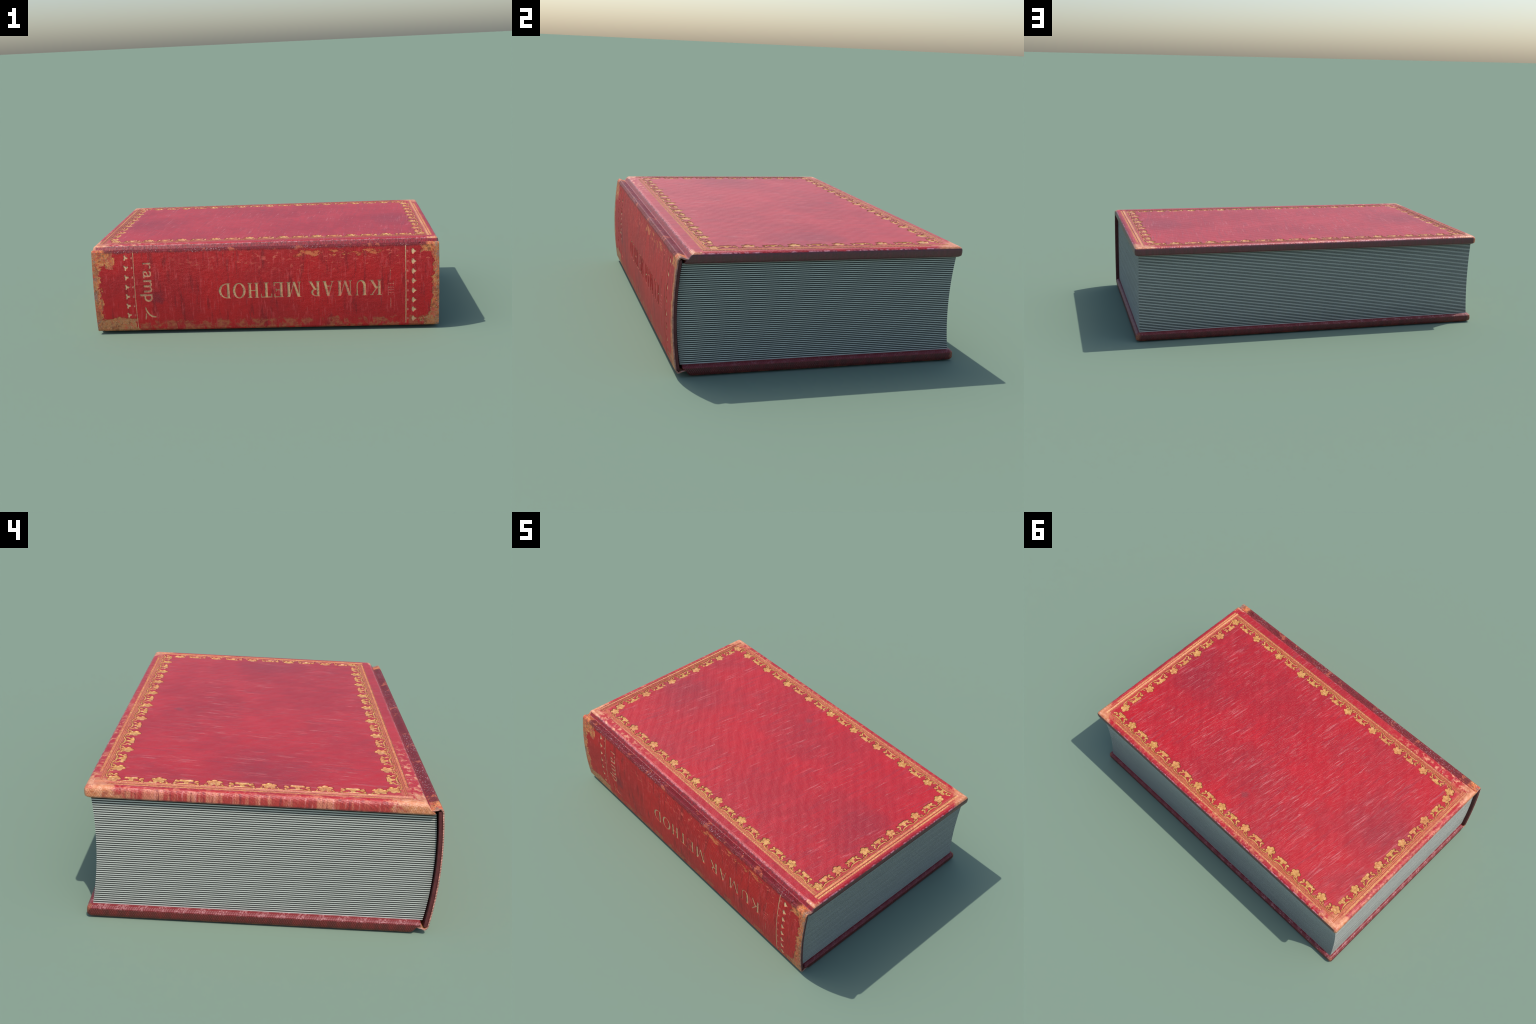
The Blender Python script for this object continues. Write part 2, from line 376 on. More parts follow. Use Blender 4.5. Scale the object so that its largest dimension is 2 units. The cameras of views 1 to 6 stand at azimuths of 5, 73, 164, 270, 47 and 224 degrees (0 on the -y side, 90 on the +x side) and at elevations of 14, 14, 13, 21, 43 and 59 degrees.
def make_plain(name, c1, c2, rough, scale=40):
    g = G(name)
    n = g.noise((scale, scale, scale), 4, 0.6)
    return g.finish(g.mix(g.ss(n, 0.35, 0.65), c1, c2), rough, [(n, 0.0006, 0.4)])

def make_paper():
    g = G('page_paper')
    n = g.noise((6, 6, 140), 3, 0.5); n2 = g.noise((90, 90, 20), 3, 0.6)
    col = g.mix(g.ss(n, 0.35, 0.65), (0.47, 0.475, 0.430), (0.52, 0.525, 0.475))
    col = g.mix(g.mul(g.ss(n2, 0.55, 0.75), 0.15), col, (0.38, 0.37, 0.33))
    return g.finish(col, 0.7, spec=0.25)

M_COVER = make_cover_leather()
M_SPINE = make_spine_leather()
M_LOWER = make_lower_board()
M_GILT = make_gilt('gilt_tooling', (0.56, 0.25, 0.058), (0.72, 0.36, 0.105), (0.62, 0.21, 0.075))
M_GILTLINE = make_gilt('gilt_fillet', (0.76, 0.33, 0.115), (0.72, 0.27, 0.10), (0.60, 0.15, 0.08))
M_GILTDIM = make_gilt('gilt_fillet_rubbed', (0.66, 0.24, 0.085), (0.60, 0.20, 0.075), (0.60, 0.14, 0.07))
M_LETTER = make_gilt('gilt_lettering', (0.74, 0.45, 0.20), (0.76, 0.40, 0.21), (0.74, 0.20, 0.14))
M_PALE = make_gilt('pale_gilt', (0.90, 0.56, 0.28), (0.86, 0.46, 0.24), (0.80, 0.26, 0.16))
M_FAINT = make_gilt('rubbed_lettering', (0.74, 0.20, 0.14), (0.70, 0.10, 0.08), (0.66, 0.05, 0.05))
M_LINING = make_plain('spine_lining_red', (0.085, 0.010, 0.012), (0.115, 0.020, 0.020), 0.6)
M_GAP = make_plain('page_gap_dark', (0.013, 0.015, 0.013), (0.017, 0.019, 0.016), 0.9)
M_PAPER = make_paper()

# ------------------------------------------------------------------ the thing
book = bpy.data.objects.new('hardcover_book', None)
COL.objects.link(book)
book['label'] = 'thick old red leather hardcover book with gilt border, lying flat'
book['category'] = 'book'

# ------------------------------------------------------------------ boards
# (z measured from the outer face, inset on head/tail/fore, y of the joint side)
BOARD = [(0.0, 0.0160, -0.5525), (0.0012, 0.0115, -0.5570), (0.0042, 0.0065, -0.5625),
         (0.0078, 0.0030, -0.5662), (0.0125, 0.0008, -0.5700), (0.0175, 0.0, -0.5735),
         (0.0235, 0.0, -0.5775), (0.0290, 0.0002, -0.5850), (0.0345, 0.0007, -0.5915),
         (0.0395, 0.0014, -0.5945), (0.0440, 0.0055, -0.5940), (0.0470, 0.0095, -0.5925),
         (0.0488, 0.0150, -0.5900)]

def board_loop(inset, ysp):
    x = HALF_LEN - inset; y1 = FORE - inset
    pts = []
    r = 0.013
    for cx, cy, a0 in ((x - r, y1 - r, 0), (-x + r, y1 - r, 90)):
        for k in range(5):
            a = math.radians(a0 + 90 * k / 4)
            pts.append((cx + r * math.cos(a), cy + r * math.sin(a)))
    # joint side corners are only slightly eased
    e = 0.004
    pts += [(-x, ysp + e), (-x + e, ysp), (x - e, ysp), (x, ysp + e)]
    return pts

def make_board(name, flip, mat):
    bm = bmesh.new()
    loops = []
    for dz, inset, ysp in BOARD:
        z = dz if flip else TOP - (dz if dz < 0.02 else dz - 0.0002)
        loops.append([bm.verts.new((x, y, z)) for x, y in board_loop(inset, ysp)])
    n = len(loops[0])
    for a, b in zip(loops, loops[1:]):
        for i in range(n):
            j = (i + 1) % n
            bm.faces.new((a[i], a[j], b[j], b[i]))
    bm.faces.new(loops[0]); bm.faces.new(loops[-1][::-1])
    if not flip:
        for axis, cuts_at in ((0, [-0.87 + 0.145 * k for k in range(13)]), (1, [-0.42, -0.2, 0.0, 0.2, 0.4, 0.52])):
            for c in cuts_at:
                nrm = Vector((0, 0, 0)); nrm[axis] = 1
                pt = Vector((0, 0, 0)); pt[axis] = c + 0.0037
                faces = [f for f in bm.faces if abs(f.normal.z) > 0.99 or f.calc_center_median().z > TOP - 1e-5]
                geom = list({e for f in faces for e in f.edges} | {v for f in faces for v in f.verts}) + faces
                bmesh.ops.bisect_plane(bm, geom=geom, plane_co=pt, plane_no=nrm)
    return obj_from_bm(bm, name, mat, book)

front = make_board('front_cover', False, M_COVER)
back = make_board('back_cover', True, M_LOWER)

# ------------------------------------------------------------------ gilt tooling on the front cover
def smooth_closed(ctrl, n=4):
    """Catmull-Rom through a closed list of control points"""
    out = []
    L = len(ctrl)
    for i in range(L):
        p0, p1, p2, p3 = (Vector(ctrl[(i + k - 1) % L]) for k in range(4))
        for s in range(n):
            t = s / n
            q = 0.5 * ((2 * p1) + (p2 - p0) * t + (2 * p0 - 5 * p1 + 4 * p2 - p3) * t * t + (3 * p1 - p0 - 3 * p2 + p3) * t ** 3)
            out.append((q.x, q.y))
    return out

def ribbon(path, widths):
    """outline of a strip of varying width with rounded ends"""
    P = [Vector(p) for p in path]
    left, right = [], []
    for i, p in enumerate(P):
        d = (P[min(i + 1, len(P) - 1)] - P[max(i - 1, 0)]).normalized()
        nrm = Vector((-d.y, d.x)); w = widths[i] / 2
        left.append(p + nrm * w); right.append(p - nrm * w)
    def cap(p, a, w):
        return [p + Vector((math.cos(a + t), math.sin(a + t))) * w for t in (pi / 4, 0, -pi / 4)]
    d1 = P[-1] - P[-2]; d0 = P[0] - P[1]
    out = left + cap(P[-1], math.atan2(d1.y, d1.x), widths[-1] / 2) + right[::-1] + cap(P[0], math.atan2(d0.y, d0.x), widths[0] / 2)
    return [(q.x, q.y) for q in out]

mm = 0.001
def flower_outline():
    pts = []
    for k in range(60):
        a = 2 * pi * (k + 0.5) / 60
        r = 13.0 + 10.5 * abs(math.cos(2.5 * (a - pi / 2))) ** 0.55
        pts.append((1.16 * r * math.cos(a) * mm, (25.0 + r * math.sin(a)) * mm))
    return pts

def tulip_outline():
    half = [(6.5, 8.2), (7.0, 12), (8.5, 17.5), (12, 21.5), (17.5, 21), (22.5, 24), (24.5, 30), (22.5, 36), (17, 38), (9, 37.2)]
    ctrl = [(x * mm, y * mm) for x, y in half] + [(0, 36.8 * mm)] + [(-x * mm, y * mm) for x, y in half[::-1]]
    return smooth_closed(ctrl, 3)

def strip(path, widths, sgn=1):
    return ribbon([(sgn * x * mm, y * mm) for x, y in path], [v * mm for v in widths])

def scroll_outline(sgn):
    # a comma springing from the vine, with a ball at its inner end
    return strip([(9.5, 2.5), (11.5, 6.5), (10, 11), (4.5, 13.5), (0.5, 17), (0.2, 21.5), (3, 25.5), (7.5, 26.5)],
                 [5.5, 7, 8, 8, 7.5, 7.5, 10.5, 12.5], sgn)

def vine_outline():
    # high under a tulip, then dropping to the fillet on both sides
    half = [(8, 3.3), (18, 2.9), (25, 1.0), (31, -2.6), (37, -4.6), (45, -5.2)]
    path = [(-x, y) for x, y in half[::-1]] + [(0, 3.4)] + half
    w = [4.6, 5.2, 5.8, 6.6, 7.6, 8.0]
    return strip(path, w[::1] + [8.2] + w[::-1])

def tendril_outline(sgn):
    # from the foot of a flower down to the fillet and along to the next vine
    return strip([(7.5, 2.2), (13, -0.2), (19, -2.8), (27, -4.6), (36, -5.2), (46, -5.2)], [6.5, 6.4, 6.0, 5.4, 5.0, 4.4], sgn)

def hook_outline(sgn):
    return strip([(30, 0.6), (32.5, 4.2), (31, 8.2), (27.5, 9.4)], [4.6, 5.2, 5.6, 7.4], sgn)

OUT = {'gilt_hook': hook_outline(1), 'gilt_hook_back': hook_outline(-1), 'gilt_tendril': tendril_outline(1), 'gilt_tendril_back': tendril_outline(-1), 'gilt_flower': flower_outline(), 'gilt_tulip': tulip_outline(),
       'gilt_scroll': scroll_outline(1), 'gilt_scroll_back': scroll_outline(-1), 'gilt_vine': vine_outline()}
DEEP = 0.0036          # depth of the tooling
RIM = {'gilt_flower': 2.1, 'gilt_tulip': 2.05, 'gilt_scroll': 1.6, 'gilt_scroll_back': 1.6, 'gilt_vine': 1.4,
       'gilt_tendril': 1.4, 'gilt_tendril_back': 1.4, 'gilt_hook': 1.4, 'gilt_hook_back': 1.4}

def shifted(pts, w):
    """outline moved inward by w (outward if negative)"""
    n = len(pts); P = [Vector(p) for p in pts]
    area = sum(P[i].x * P[(i + 1) % n].y - P[(i + 1) % n].x * P[i].y for i in range(n))
    sg = 1 if area > 0 else -1
    out = []
    for i, p in enumerate(P):
        d1 = (p - P[i - 1]).normalized(); d2 = (P[(i + 1) % n] - p).normalized()
        nn = Vector((-d1.y - d2.y, d1.x + d2.x))
        nn = nn.normalized() * min(1.35, 2 / max(nn.length, 0.5))
        out.append(p + nn * sg * w)
    return out

def dish(bm, pts, w, zr=-0.0004, zf=-0.0024):
    """gold pressed into the leather: a sloping rim round a lower floor"""
    n = len(pts); P = [Vector(p) for p in pts]
    inner = shifted(pts, w)
    base = [bm.verts.new((p.x, p.y, -DEEP - 0.0004)) for p in P]
    rim = [bm.verts.new((p.x, p.y, zr)) for p in P]
    flo = [bm.verts.new((p.x, p.y, zf)) for p in inner]
    for i in range(n):
        j = (i + 1) % n
        bm.faces.new((base[i], base[j], rim[j], rim[i])); bm.faces.new((rim[i], rim[j], flo[j], flo[i]))
    bm.faces.new(base[::-1]); bm.faces.new(flo)

GILT_MESH = {}
for i, (k, o) in enumerate(OUT.items()):
    bm = bmesh.new(); dish(bm, o, RIM[k] * mm, -0.0005 - 0.00005 * i, -(0.0028 if RIM[k] > 2 else 0.0023) - 0.00005 * i)
    bmesh.ops.recalc_face_normals(bm, faces=bm.faces[:])
    me = bpy.data.meshes.new(k); bm.to_mesh(me); bm.free(); me.materials.append(M_GILT)
    GILT_MESH[k] = me

cuts = {}              # one set of cutters per kind of motif, so none overlap
def tool(kind, org, rot, u, v=0.0, s=1.0, turn=0.0):
    """press one motif into the cover; u runs along the side, v inward"""
    ca, sa = math.cos(rot), math.sin(rot)
    px = org[0] + ca * u - sa * v; py = org[1] + sa * u + ca * v
    a = rot + turn
    pts = [(px + s * (math.cos(a) * x - math.sin(a) * y), py + s * (math.sin(a) * x + math.cos(a) * y)) for x, y in shifted(OUT[kind], -0.0012)]
    # motifs of adjoining sides may meet at a corner: keep their cutters apart
    key = kind + ('a' if abs(math.cos(rot)) > 0.5 else 'b')
    prism(cuts.setdefault(key, bmesh.new()), pts, TOP - DEEP, TOP + 0.01)
    name = kind.replace('_back', '')
    ob = bpy.data.objects.new(name, GILT_MESH[kind])
    ob.location = (px, py, TOP); ob.rotation_euler = (0, 0, a); ob.scale = (s, s, 1)
    ob.parent = front; COL.objects.link(ob)

def side(org, rot, flowers, tulips):
    marks = sorted([(u, 'gilt_flower') for u in flowers] + [(u, 'gilt_tulip') for u in tulips])
    for u, k in marks:
        j = random.uniform(-0.0012, 0.0012)
        tool(k, org, rot, u + j, 0, random.uniform(1.03, 1.12), random.uniform(-0.05, 0.05))
        if k == 'gilt_tulip': tool('gilt_vine', org, rot, u)
        else:
            for sg, kk in ((1, 'gilt_tendril'), (-1, 'gilt_tendril_back')):
                if any(0 < sg * (m[0] - u) < 0.085 for m in marks) or not any(0 < sg * (m[0] - u) < 0.12 for m in marks): continue
                tool(kk, org, rot, u)
                tool(kk.replace('tendril', 'hook'), org, rot, u + random.uniform(-0.001, 0.001))
    for (u0, k0), (u1, k1) in zip(marks, marks[1:]):
        if abs(u1 - u0) < 0.085: continue
        mid = (u0 + u1) / 2
        # the comma's ball leans towards the flower
        tool('gilt_scroll' if k0 == 'gilt_tulip' else 'gilt_scroll_back', org, rot,
             mid + (-0.019 if k0 == 'gilt_tulip' else 0.019), 0.0, random.uniform(1.04, 1.16), random.uniform(-0.1, 0.1))

STEP = 0.2
side((0, -0.484), 0.0, [0.912 - STEP * k for k in range(10)], [0.813 - STEP * k for k in range(9)])
side((0.925, 0), pi / 2, [-0.305 + STEP * k for k in range(5)], [-0.402 + STEP * k for k in range(5)])
side((0, 0.575), pi, [-(0.770 - 0.1975 * k) for k in range(9)] + [0.912], [-(0.869 - 0.1975 * k) for k in range(9)])
side((-0.934, 0), -pi / 2, [-(0.388 - 0.1985 * k) for k in range(5)], [-(0.4865 - 0.1985 * k) for k in range(5)])
tool('gilt_scroll', (0.925, 0), pi / 2, 0.552, 0.0)

# fillets (x0, y0, x1, y1) and bead channels
lines = [(0.9435, -0.519, 0.9560, 0.598), (-0.9560, -0.519, -0.9510, 0.612), (-0.9480, -0.519, -0.9430, 0.612),
         (-0.938, -0.4948, 0.938, -0.4912), (-0.938, -0.5010, 0.938, -0.4974),
         (-0.938, 0.5850, 0.886, 0.5886), (-0.938, 0.5912, 0.886, 0.5948)]
beads = [(0.9610, -0.515, 0.9720, 0.50, 1), (-0.9715, -0.515, -0.9605, 0.56, 1),
         (-0.86, -0.5150, 0.938, -0.5040, 0), (-0.86, 0.5985, 0.86, 0.6095, 0)]
for x0, y0, x1, y1 in lines:
    ring = [(x0, y0), (x1, y0), (x1, y1), (x0, y1)]
    prism(cuts.setdefault('line', bmesh.new()), ring, TOP - 0.0034, TOP + 0.01)
    bm = bmesh.new(); dish(bm, ring, min(x1 - x0, y1 - y0) * 0.22, zf=-0.0018)
    for v in bm.verts: v.co.z += TOP
    obj_from_bm(bm, 'gilt_line', M_GILTLINE if x0 > 0.9 else M_GILTDIM, front)
for x0, y0, x1, y1, ax in beads:
    prism(cuts.setdefault('bead', bmesh.new()), [(x0, y0), (x1, y0), (x1, y1), (x0, y1)], TOP - 0.0020, TOP + 0.01)
    bm = bmesh.new()
    prism(bm, [(x0, y0), (x1, y0), (x1, y1), (x0, y1)], TOP - 0.0026, TOP - 0.0017)
    length = (y1 - y0) if ax else (x1 - x0)
    n = int(length / 0.0145)
    for i in range(n):
        t = (i + 0.5) / n * length
        c = ((x0 + x1) / 2, y0 + t) if ax else (x0 + t, (y0 + y1) / 2)
        s = random.uniform(0.85, 1.05)
        mat = Matrix.Translation((c[0], c[1], TOP - 0.0021)) @ Matrix.Rotation(0.5 if ax else pi / 2 + 0.5, 4, 'Z') @ Matrix.Diagonal((0.0056 * s, 0.0046 * s, 0.0021, 1))
        bmesh.ops.create_icosphere(bm, subdivisions=1, radius=1.0, matrix=mat)
    ob = obj_from_bm(bm, 'gilt_beading', M_GILTLINE if ax else M_GILTDIM, front); ob['kind'] = 'stuff'

carve(front, [obj_from_bm(b, 'cutter') for b in cuts.values()])

# ------------------------------------------------------------------ spine leather
def spine_profile():
    outer = [(-0.566, 0.5030), (-0.574, 0.4990), (-0.582, 0.4993), (-0.590, 0.5018), (-0.598, 0.5048),
             (-0.605, 0.5075), (-0.6105, 0.5085), (-0.6145, 0.5070), (-0.6180, 0.5025)]
    zs = [0.497 - (0.497 - 0.029) * k / 40 for k in range(41)]
    outer += [(spine_y(z), z) for z in zs]
    outer += [(y, TOP - z) for y, z in outer[:9][::-1]]
    return outer

def offset_in(pts, d):
    out = []
    for i, p in enumerate(pts):
        a = Vector(pts[max(i - 1, 0)]); b = Vector(pts[min(i + 1, len(pts) - 1)])
        t = (b - a).normalized()
        out.append((p[0] - t.y * d, p[1] + t.x * d))
    return out

prof_o = spine_profile()
prof_i = offset_in(prof_o, 0.0066)
bm = bmesh.new()
closed = prof_o + prof_i[::-1]
xs = [(-0.9990, 0.0012)] + [(-0.9975 + 1.995 * k / 42, 0.0) for k in range(43)] + [(0.9990, 0.0012)]
rings = []
for x, e in xs:
    po, pI = offset_in(prof_o, e), offset_in(prof_o, 0.0066 - e)
    rings.append([bm.verts.new((x, y, z)) for y, z in po + pI[::-1]])
n = len(closed); h = len(prof_o)
for a, b in zip(rings, rings[1:]):
    for i in range(n):
        j = (i + 1) % n
        bm.faces.new((a[i], a[j], b[j], b[i]))
for R in (rings[0], rings[-1]):
    for i in range(h - 1):
        bm.faces.new((R[i], R[i + 1], R[n - 2 - i], R[n - 1 - i]))
spine = obj_from_bm(bm, 'spine', M_SPINE, book)

# red lining between the spine and the back of the leaves, set in from the ends
lin_o = offset_in(prof_o[9:-9], 0.0062); lin_i = offset_in(prof_o[9:-9], 0.0180)
bm = bmesh.new()
ring_prism(bm, lin_o, lin_i, -0.9968, 0.9968, closed=False)
for v in bm.verts: v.co = Vector((v.co.z, v.co.x, v.co.y))
obj_from_bm(bm, 'spine_lining', M_LINING, spine)

# ------------------------------------------------------------------ lettering
def rect(x0, y0, x1, y1): return ('p', [(x0, y0), (x1, y0), (x1, y1), (x0, y1)])
def diag(xa, ya, xb, yb, w): return ('p', [(xa - w / 2, ya), (xa + w / 2, ya), (xb + w / 2, yb), (xb - w / 2, yb)])
T, t, SF = 0.165, 0.075, 0.05     # thick stroke, thin stroke, serif height
def stem(x, w=T, y0=0.0, y1=1.0, s=0.07, foot=True, head=True):
    """upright with slab serifs; x is its left edge"""
    parts = [rect(x, y0, x + w, y1)]
    if foot: parts.append(rect(x - s, y0, x + w + s, y0 + SF))
    if head: parts.append(rect(x - s, y1 - SF, x + w + s, y1))
    return parts
def band(cx, cy, rx, ry, ix, iy, a0, a1, n=18, shift=0.0):
    """part of an elliptical ring; the inner ellipse is narrower to swell the stroke"""
    A = [math.radians(a0 + (a1 - a0) * k / n) for k in range(n + 1)]
    o = [(cx + rx * math.cos(a), cy + ry * math.sin(a)) for a in A]
    i = [(cx + shift + ix * math.cos(a), cy + iy * math.sin(a)) for a in A]
    return ('b', o, i)
def ring(cx, cy, rx, ry, ix, iy, n=36):
    A = [2 * pi * k / n for k in range(n)]
    return ('r', [(cx + rx * math.cos(a), cy + ry * math.sin(a)) for a in A], [(cx + ix * math.cos(a), cy + iy * math.sin(a)) for a in A])
LET = {
 'K': stem(0.07) + [diag(0.24, 0.40, 0.62, 0.96, 0.09), rect(0.50, 0.95, 0.75, 1.0), diag(0.62, 0.04, 0.33, 0.56, 0.17), rect(0.50, 0.0, 0.78, 0.05)],
 'U': [rect(0.05, 0.33, 0.05 + T, 1.0), rect(-0.01, 0.95, 0.28, 1.0), rect(0.56, 0.33, 0.56 + t, 1.0), rect(0.49, 0.95, 0.70, 1.0), band(0.3425, 0.345, 0.2925, 0.36, 0.17, 0.27, 180, 360, shift=0.045)],
 'M': [rect(0.08, 0.0, 0.08 + t, 1.0), rect(0.0, 0.0, 0.24, SF), rect(0.0, 0.95, 0.2, 1.0), diag(0.46, 0.0, 0.17, 1.0, 0.16), diag(0.44, 0.0, 0.74, 0.97, 0.07), rect(0.71, 0.0, 0.71 + T, 1.0), rect(0.64, 0.0, 0.94, SF), rect(0.74, 0.95, 0.94, 1.0)],
 'A': [diag(0.10, 0.02, 0.36, 0.98, 0.075), diag(0.60, 0.02, 0.38, 1.0, 0.17), rect(0.20, 0.30, 0.53, 0.37), rect(0.0, 0.0, 0.22, SF), rect(0.48, 0.0, 0.73, SF)],
 'R': stem(0.07) + [band(0.20, 0.735, 0.40, 0.265, 0.24, 0.19, -90, 90, shift=0.02), diag(0.62, 0.02, 0.36, 0.50, 0.16), rect(0.52, 0.0, 0.74, SF)],
 'E': stem(0.07) + [rect(0.2, 0.0, 0.62, 0.065), rect(0.2, 0.935, 0.60, 1.0), rect(0.2, 0.475, 0.48, 0.54), rect(0.56, 0.0, 0.63, 0.24), rect(0.545, 0.77, 0.61, 1.0), rect(0.44, 0.40, 0.495, 0.615)],
 'T': [rect(0.28, 0.0, 0.28 + T, 1.0), rect(0.20, 0.0, 0.53, SF), rect(0.0, 0.93, 0.725, 1.0), rect(0.0, 0.74, 0.06, 1.0), rect(0.665, 0.74, 0.725, 1.0)],
 'H': stem(0.07) + stem(0.50) + [rect(0.2, 0.475, 0.55, 0.545)],
 'O': [ring(0.41, 0.5, 0.41, 0.52, 0.245, 0.445)],
 'D': stem(0.07) + [band(0.22, 0.5, 0.55, 0.50, 0.37, 0.43, -90, 90, n=22, shift=0.02)],
}
def letter_solid(ch):
    """union of the strokes of one letter: a clean solid 1 unit high, depth 0..1"""
    obs = []
    for k, st in enumerate(LET[ch]):
        bm = bmesh.new()
        if st[0] == 'p': prism(bm, st[1], 0.0, 1.0)
        else: ring_prism(bm, st[1], st[2], 0.0, 1.0, closed=(st[0] == 'r'))
        obs.append(obj_from_bm(bm, 'stroke'))
    if len(obs) > 1: boolean(obs[0], obs[1:], 'UNION')
    me = obs[0].data.copy(); drop(obs[0])
    return me

SPINE_DEEP = 0.0030
spine_cuts = {}
def to_spine(me, place, mat, name, deep=SPINE_DEEP, show=0.0019, group=None):
    """sink a flat solid (depth 0..1) into the rounded spine and lay gold in it"""
    for outer, inner, target in ((-0.012, deep, 'cut'), (show, deep + 0.0004, 'gold')):
        bm = bmesh.new(); bm.from_mesh(me)
        for v in bm.verts:
            X, Z = place(v.co.x, v.co.y)
            v.co = Vector((X, spine_y(Z) + (inner if v.co.z > 0.5 else outer), Z))
        if target == 'gold':
            obj_from_bm(bm, name, mat, spine)
        else:
            bmesh.ops.recalc_face_normals(bm, faces=bm.faces[:])
            if bm.calc_volume(signed=True) < 0: bmesh.ops.reverse_faces(bm, faces=bm.faces[:])
            tmp = bpy.data.meshes.new('tmp'); bm.to_mesh(tmp); bm.free()
            spine_cuts.setdefault(group or name, bmesh.new()).from_mesh(tmp); bpy.data.meshes.remove(tmp)

solid = {c: letter_solid(c) for c in 'KUMARETHOD'}
CAP = 0.0905
for ch, x0 in zip('KUMARMETHOD', (0.6745, 0.5885, 0.5065, 0.4035, 0.3245, 0.2145, 0.1135, 0.0465, -0.0290, -0.1070, -0.1935)):
    to_spine(solid[ch], lambda a, b, x0=x0: (x0 - a * CAP, 0.2990 - b * CAP), M_LETTER, 'letter')
# small word between two short rules, read downwards
sm = 0.034
zc = 0.2880
for ch, wd in (('T', 0.76), ('H', 0.82), ('E', 0.7)):
    to_spine(solid[ch], lambda a, b, zc=zc: (0.7095 + b * sm, zc - a * sm), M_FAINT, 'letter', 0.0024, 0.0006)
    zc -= (wd + 0.09) * sm
def strip_solid(x0, x1, z0, z1, n):
    bm = bmesh.new()
    zs = [z0 + (z1 - z0) * k / n for k in range(n + 1)]
    ring_prism(bm, [(x0, z) for z in zs], [(x1, z) for z in zs], 0.0, 1.0, closed=False)
    bmesh.ops.recalc_face_normals(bm, faces=bm.faces[:])
    me = bpy.data.meshes.new('strip'); bm.to_mesh(me); bm.free(); return me
same = lambda a, b: (a, b)
for z0, z1 in ((0.302, 0.362), (0.130, 0.190)):
    to_spine(strip_solid(0.7225, 0.7275, z0, z1, 3), same, M_FAINT, 'gilt_line', 0.0024, 0.0006)
for x0, x1 in ((-0.7565, -0.7525), (0.8080, 0.8135)):
    to_spine(strip_solid(x0, x1, 0.034, 0.494, 24), same, M_LETTER, 'gilt_line', 0.0024, 0.0006)

def outline_solid(o):
    bm = bmesh.new(); prism(bm, o, 0.0, 1.0)
    bmesh.ops.recalc_face_normals(bm, faces=bm.faces[:])
    me = bpy.data.meshes.new('outline'); bm.to_mesh(me); bm.free(); return me
# hearts in a row at the head end, trefoils at the tail end
def heart(s):
    ctrl = [(0.016, -0.002), (0.004, 0.006), (-0.002, 0.015), (-0.009, 0.013), (-0.0125, 0.004), (-0.012, -0.006), (-0.007, -0.017), (-0.0005, -0.0165), (0.005, -0.009)]
    return smooth_closed([(x * s, y * s) for x, y in ctrl], 3)
def trefoil():
    return [((11.0 + 5.0 * math.cos(3 * a)) * mm * math.cos(a), (11.0 + 5.0 * math.cos(3 * a)) * mm * math.sin(a) * 1.15) for a in (2 * pi * k / 30 for k in range(30))]
def nick(s):
    return [(0.0, 0.006 * s), (0.006 * s, 0.009 * s), (0.012 * s, 0.003 * s), (0.012 * s, -0.006 * s), (0.004 * s, -0.009 * s), (0.0, -0.006 * s)]
me_h, me_t, me_n = outline_solid(heart(1.0)), outline_solid(trefoil()), outline_solid(nick(0.9))
for k in range(8):
    z = 0.4605 - 0.0569 * k
    to_spine(me_h, lambda a, b, z=z: (0.8560 + a, z + b), M_PALE, 'gilt_heart')
    to_spine(me_n, lambda a, b, z=z: (0.8160 + a, z + b), M_FAINT, 'gilt_nick', 0.0024, 0.0006)
for k in range(7):
    z = 0.4630 - 0.0575 * k; tw = random.uniform(-0.3, 0.3)
    to_spine(me_t, lambda a, b, z=z, tw=tw: (-0.8010 + a * math.cos(tw) - b * math.sin(tw), z + a * math.sin(tw) + b * math.cos(tw)), M_PALE, 'gilt_trefoil')
    to_spine(me_n, lambda a, b, z=z: (-0.7600 - a, z + b), M_FAINT, 'gilt_nick', 0.0024, 0.0006)

# the lower-case word at the tail panel, read downwards, in the built-in sans face
word = 'ramp'
glyphs = []
adv = 0.0
for ch in word:
    cu = bpy.data.curves.new('glyph', 'FONT'); cu.body = ch; cu.size = 1.0
    cu.extrude = 0.5; cu.resolution_u = 4; cu.offset = 0.0 if ch == 'r' else 0.012
    ob = bpy.data.objects.new('glyph', cu); COL.objects.link(ob)
    me = evaluated_mesh(ob)
    bm = bmesh.new(); bm.from_mesh(me)
    bmesh.ops.remove_doubles(bm, verts=bm.verts[:], dist=1e-4)
    x0 = min(v.co.x for v in bm.verts); x1 = max(v.co.x for v in bm.verts)
    for v in bm.verts: v.co.x += adv - x0; v.co.z += 0.5
    adv += (x1 - x0) + 0.085
    bmesh.ops.recalc_face_normals(bm, faces=bm.faces[:]); bm.to_mesh(me); bm.free()
    glyphs.append(me)
    bpy.data.objects.remove(ob); bpy.data.curves.remove(cu)
lo = min(v.co.y for me in glyphs for v in me.vertices); hi = max(v.co.y for me in glyphs for v in me.vertices)
wid = adv - 0.085
for i, me in enumerate(glyphs):
    to_spine(me, lambda a, b: (-0.7265 + (b - lo) / (hi - lo) * 0.0745, 0.4325 - a / wid * 0.2345), M_LETTER, 'letter', group='glyph%d' % i)
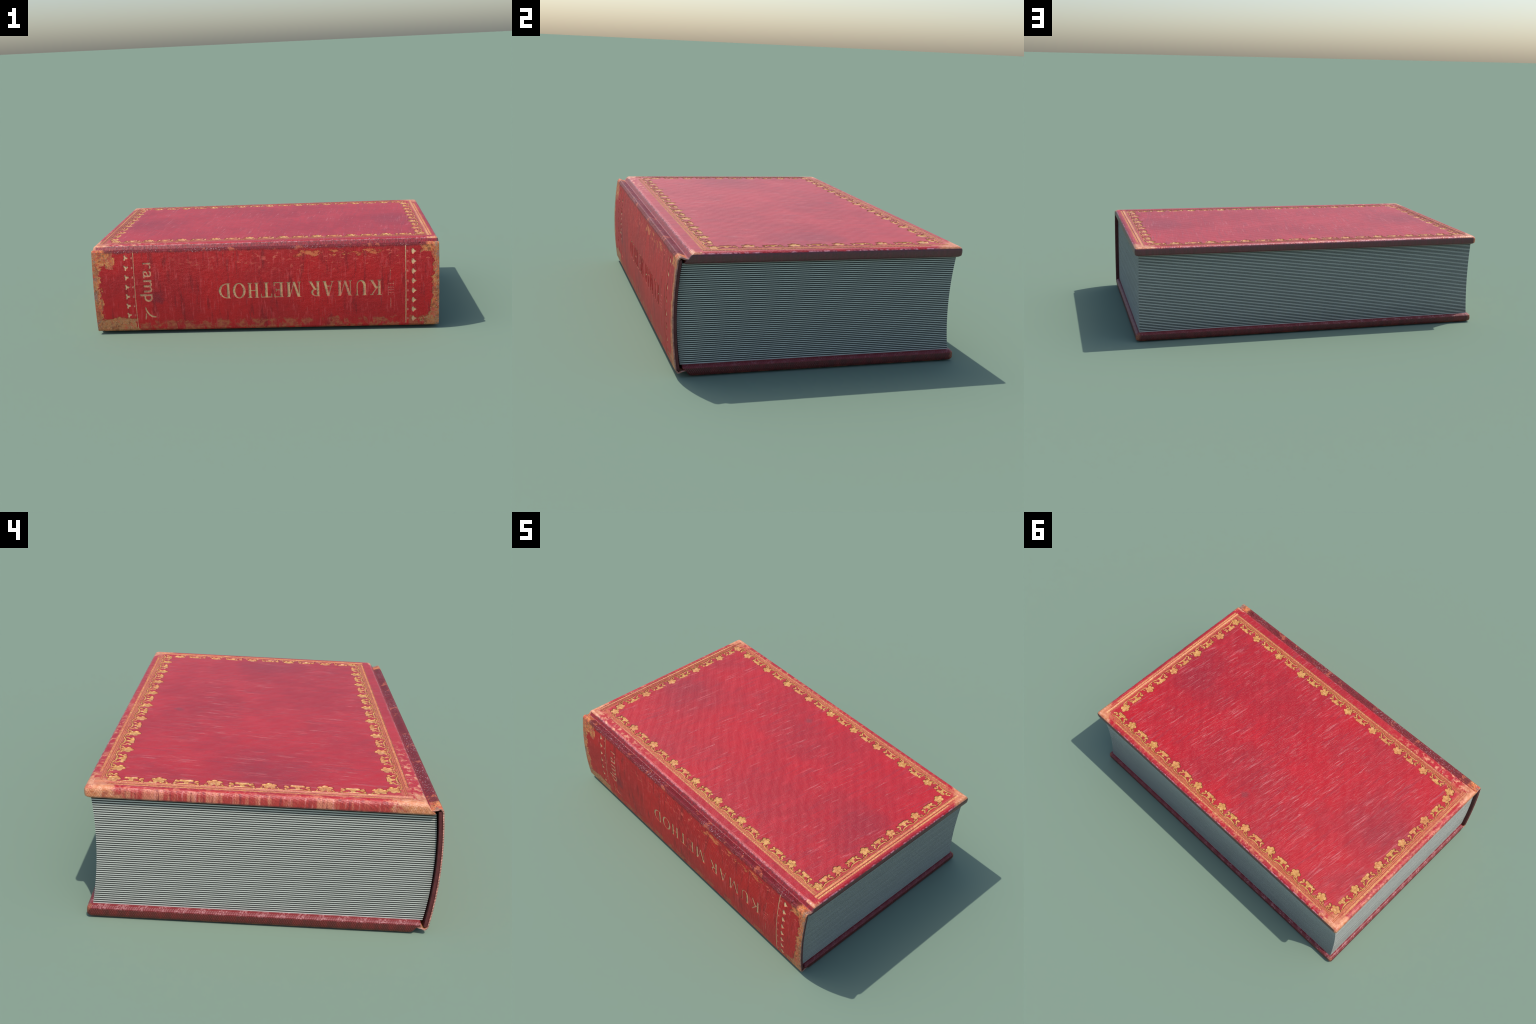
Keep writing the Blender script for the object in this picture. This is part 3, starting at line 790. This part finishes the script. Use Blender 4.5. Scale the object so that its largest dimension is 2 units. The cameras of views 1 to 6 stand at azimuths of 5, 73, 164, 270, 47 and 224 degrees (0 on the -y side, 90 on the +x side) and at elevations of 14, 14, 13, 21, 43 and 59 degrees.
# small swoosh mark below the word
sw = [(-0.6995, 0.163), (-0.6975, 0.150), (-0.690, 0.133), (-0.679, 0.118), (-0.666, 0.108), (-0.652, 0.1045), (-0.6435, 0.104)]
to_spine(outline_solid(ribbon(sw, [0.0065, 0.009, 0.010, 0.011, 0.011, 0.010, 0.009])), same, M_LETTER, 'gilt_swoosh')
sw2 = [(-0.7000, 0.128), (-0.7000, 0.115), (-0.7015, 0.102), (-0.7045, 0.0905)]
to_spine(outline_solid(ribbon(sw2, [0.004, 0.0075, 0.009, 0.007])), same, M_LETTER, 'gilt_swoosh')

def raw_obj(bm):
    me = bpy.data.meshes.new('cutter'); bm.to_mesh(me); bm.free()
    ob = bpy.data.objects.new('cutter', me); COL.objects.link(ob); return ob
carve(spine, [raw_obj(b) for b in spine_cuts.values()])

# ------------------------------------------------------------------ text block
NLEAF = 50
Z0, Z1 = 0.0488, 0.4772
PITCH = (Z1 - Z0) / (NLEAF - 0.45)
LEAF_T = PITCH * 0.51
def block_shift(z):
    s = (z - MID) / 0.2142
    return -0.0165 * (1 - s * s)
def leaf_rect(inset):
    return [(-LEAF_HALF + inset, -0.6010 + inset), (LEAF_HALF - inset, -0.6010 + inset),
            (LEAF_HALF - inset, 0.6190 - inset), (-LEAF_HALF + inset, 0.6190 - inset)]
# dark core seen in the gaps between the leaves
bm = bmesh.new()
levels = []
for k in range(25):
    z = Z0 + 0.001 + (Z1 - Z0 - 0.002) * k / 24
    levels.append([bm.verts.new((x, y + block_shift(z), z)) for x, y in leaf_rect(0.00025)])
for a, b in zip(levels, levels[1:]):
    for i in range(4):
        j = (i + 1) % 4
        bm.faces.new((a[i], a[j], b[j], b[i]))
bm.faces.new(levels[0][::-1]); bm.faces.new(levels[-1])
block = obj_from_bm(bm, 'text_block', M_GAP, book)
bm = bmesh.new(); prism(bm, leaf_rect(0.0), 0.0, LEAF_T)
first = obj_from_bm(bm, 'page', M_PAPER, block)
for k in range(NLEAF):
    z = Z0 + PITCH * k
    ob = first if k == 0 else first.copy()
    ob.location = (random.uniform(-0.0002, 0.0002), block_shift(z + LEAF_T / 2), z)
    if k: COL.objects.link(ob)

for me in list(bpy.data.meshes):
    if me.users == 0: bpy.data.meshes.remove(me)
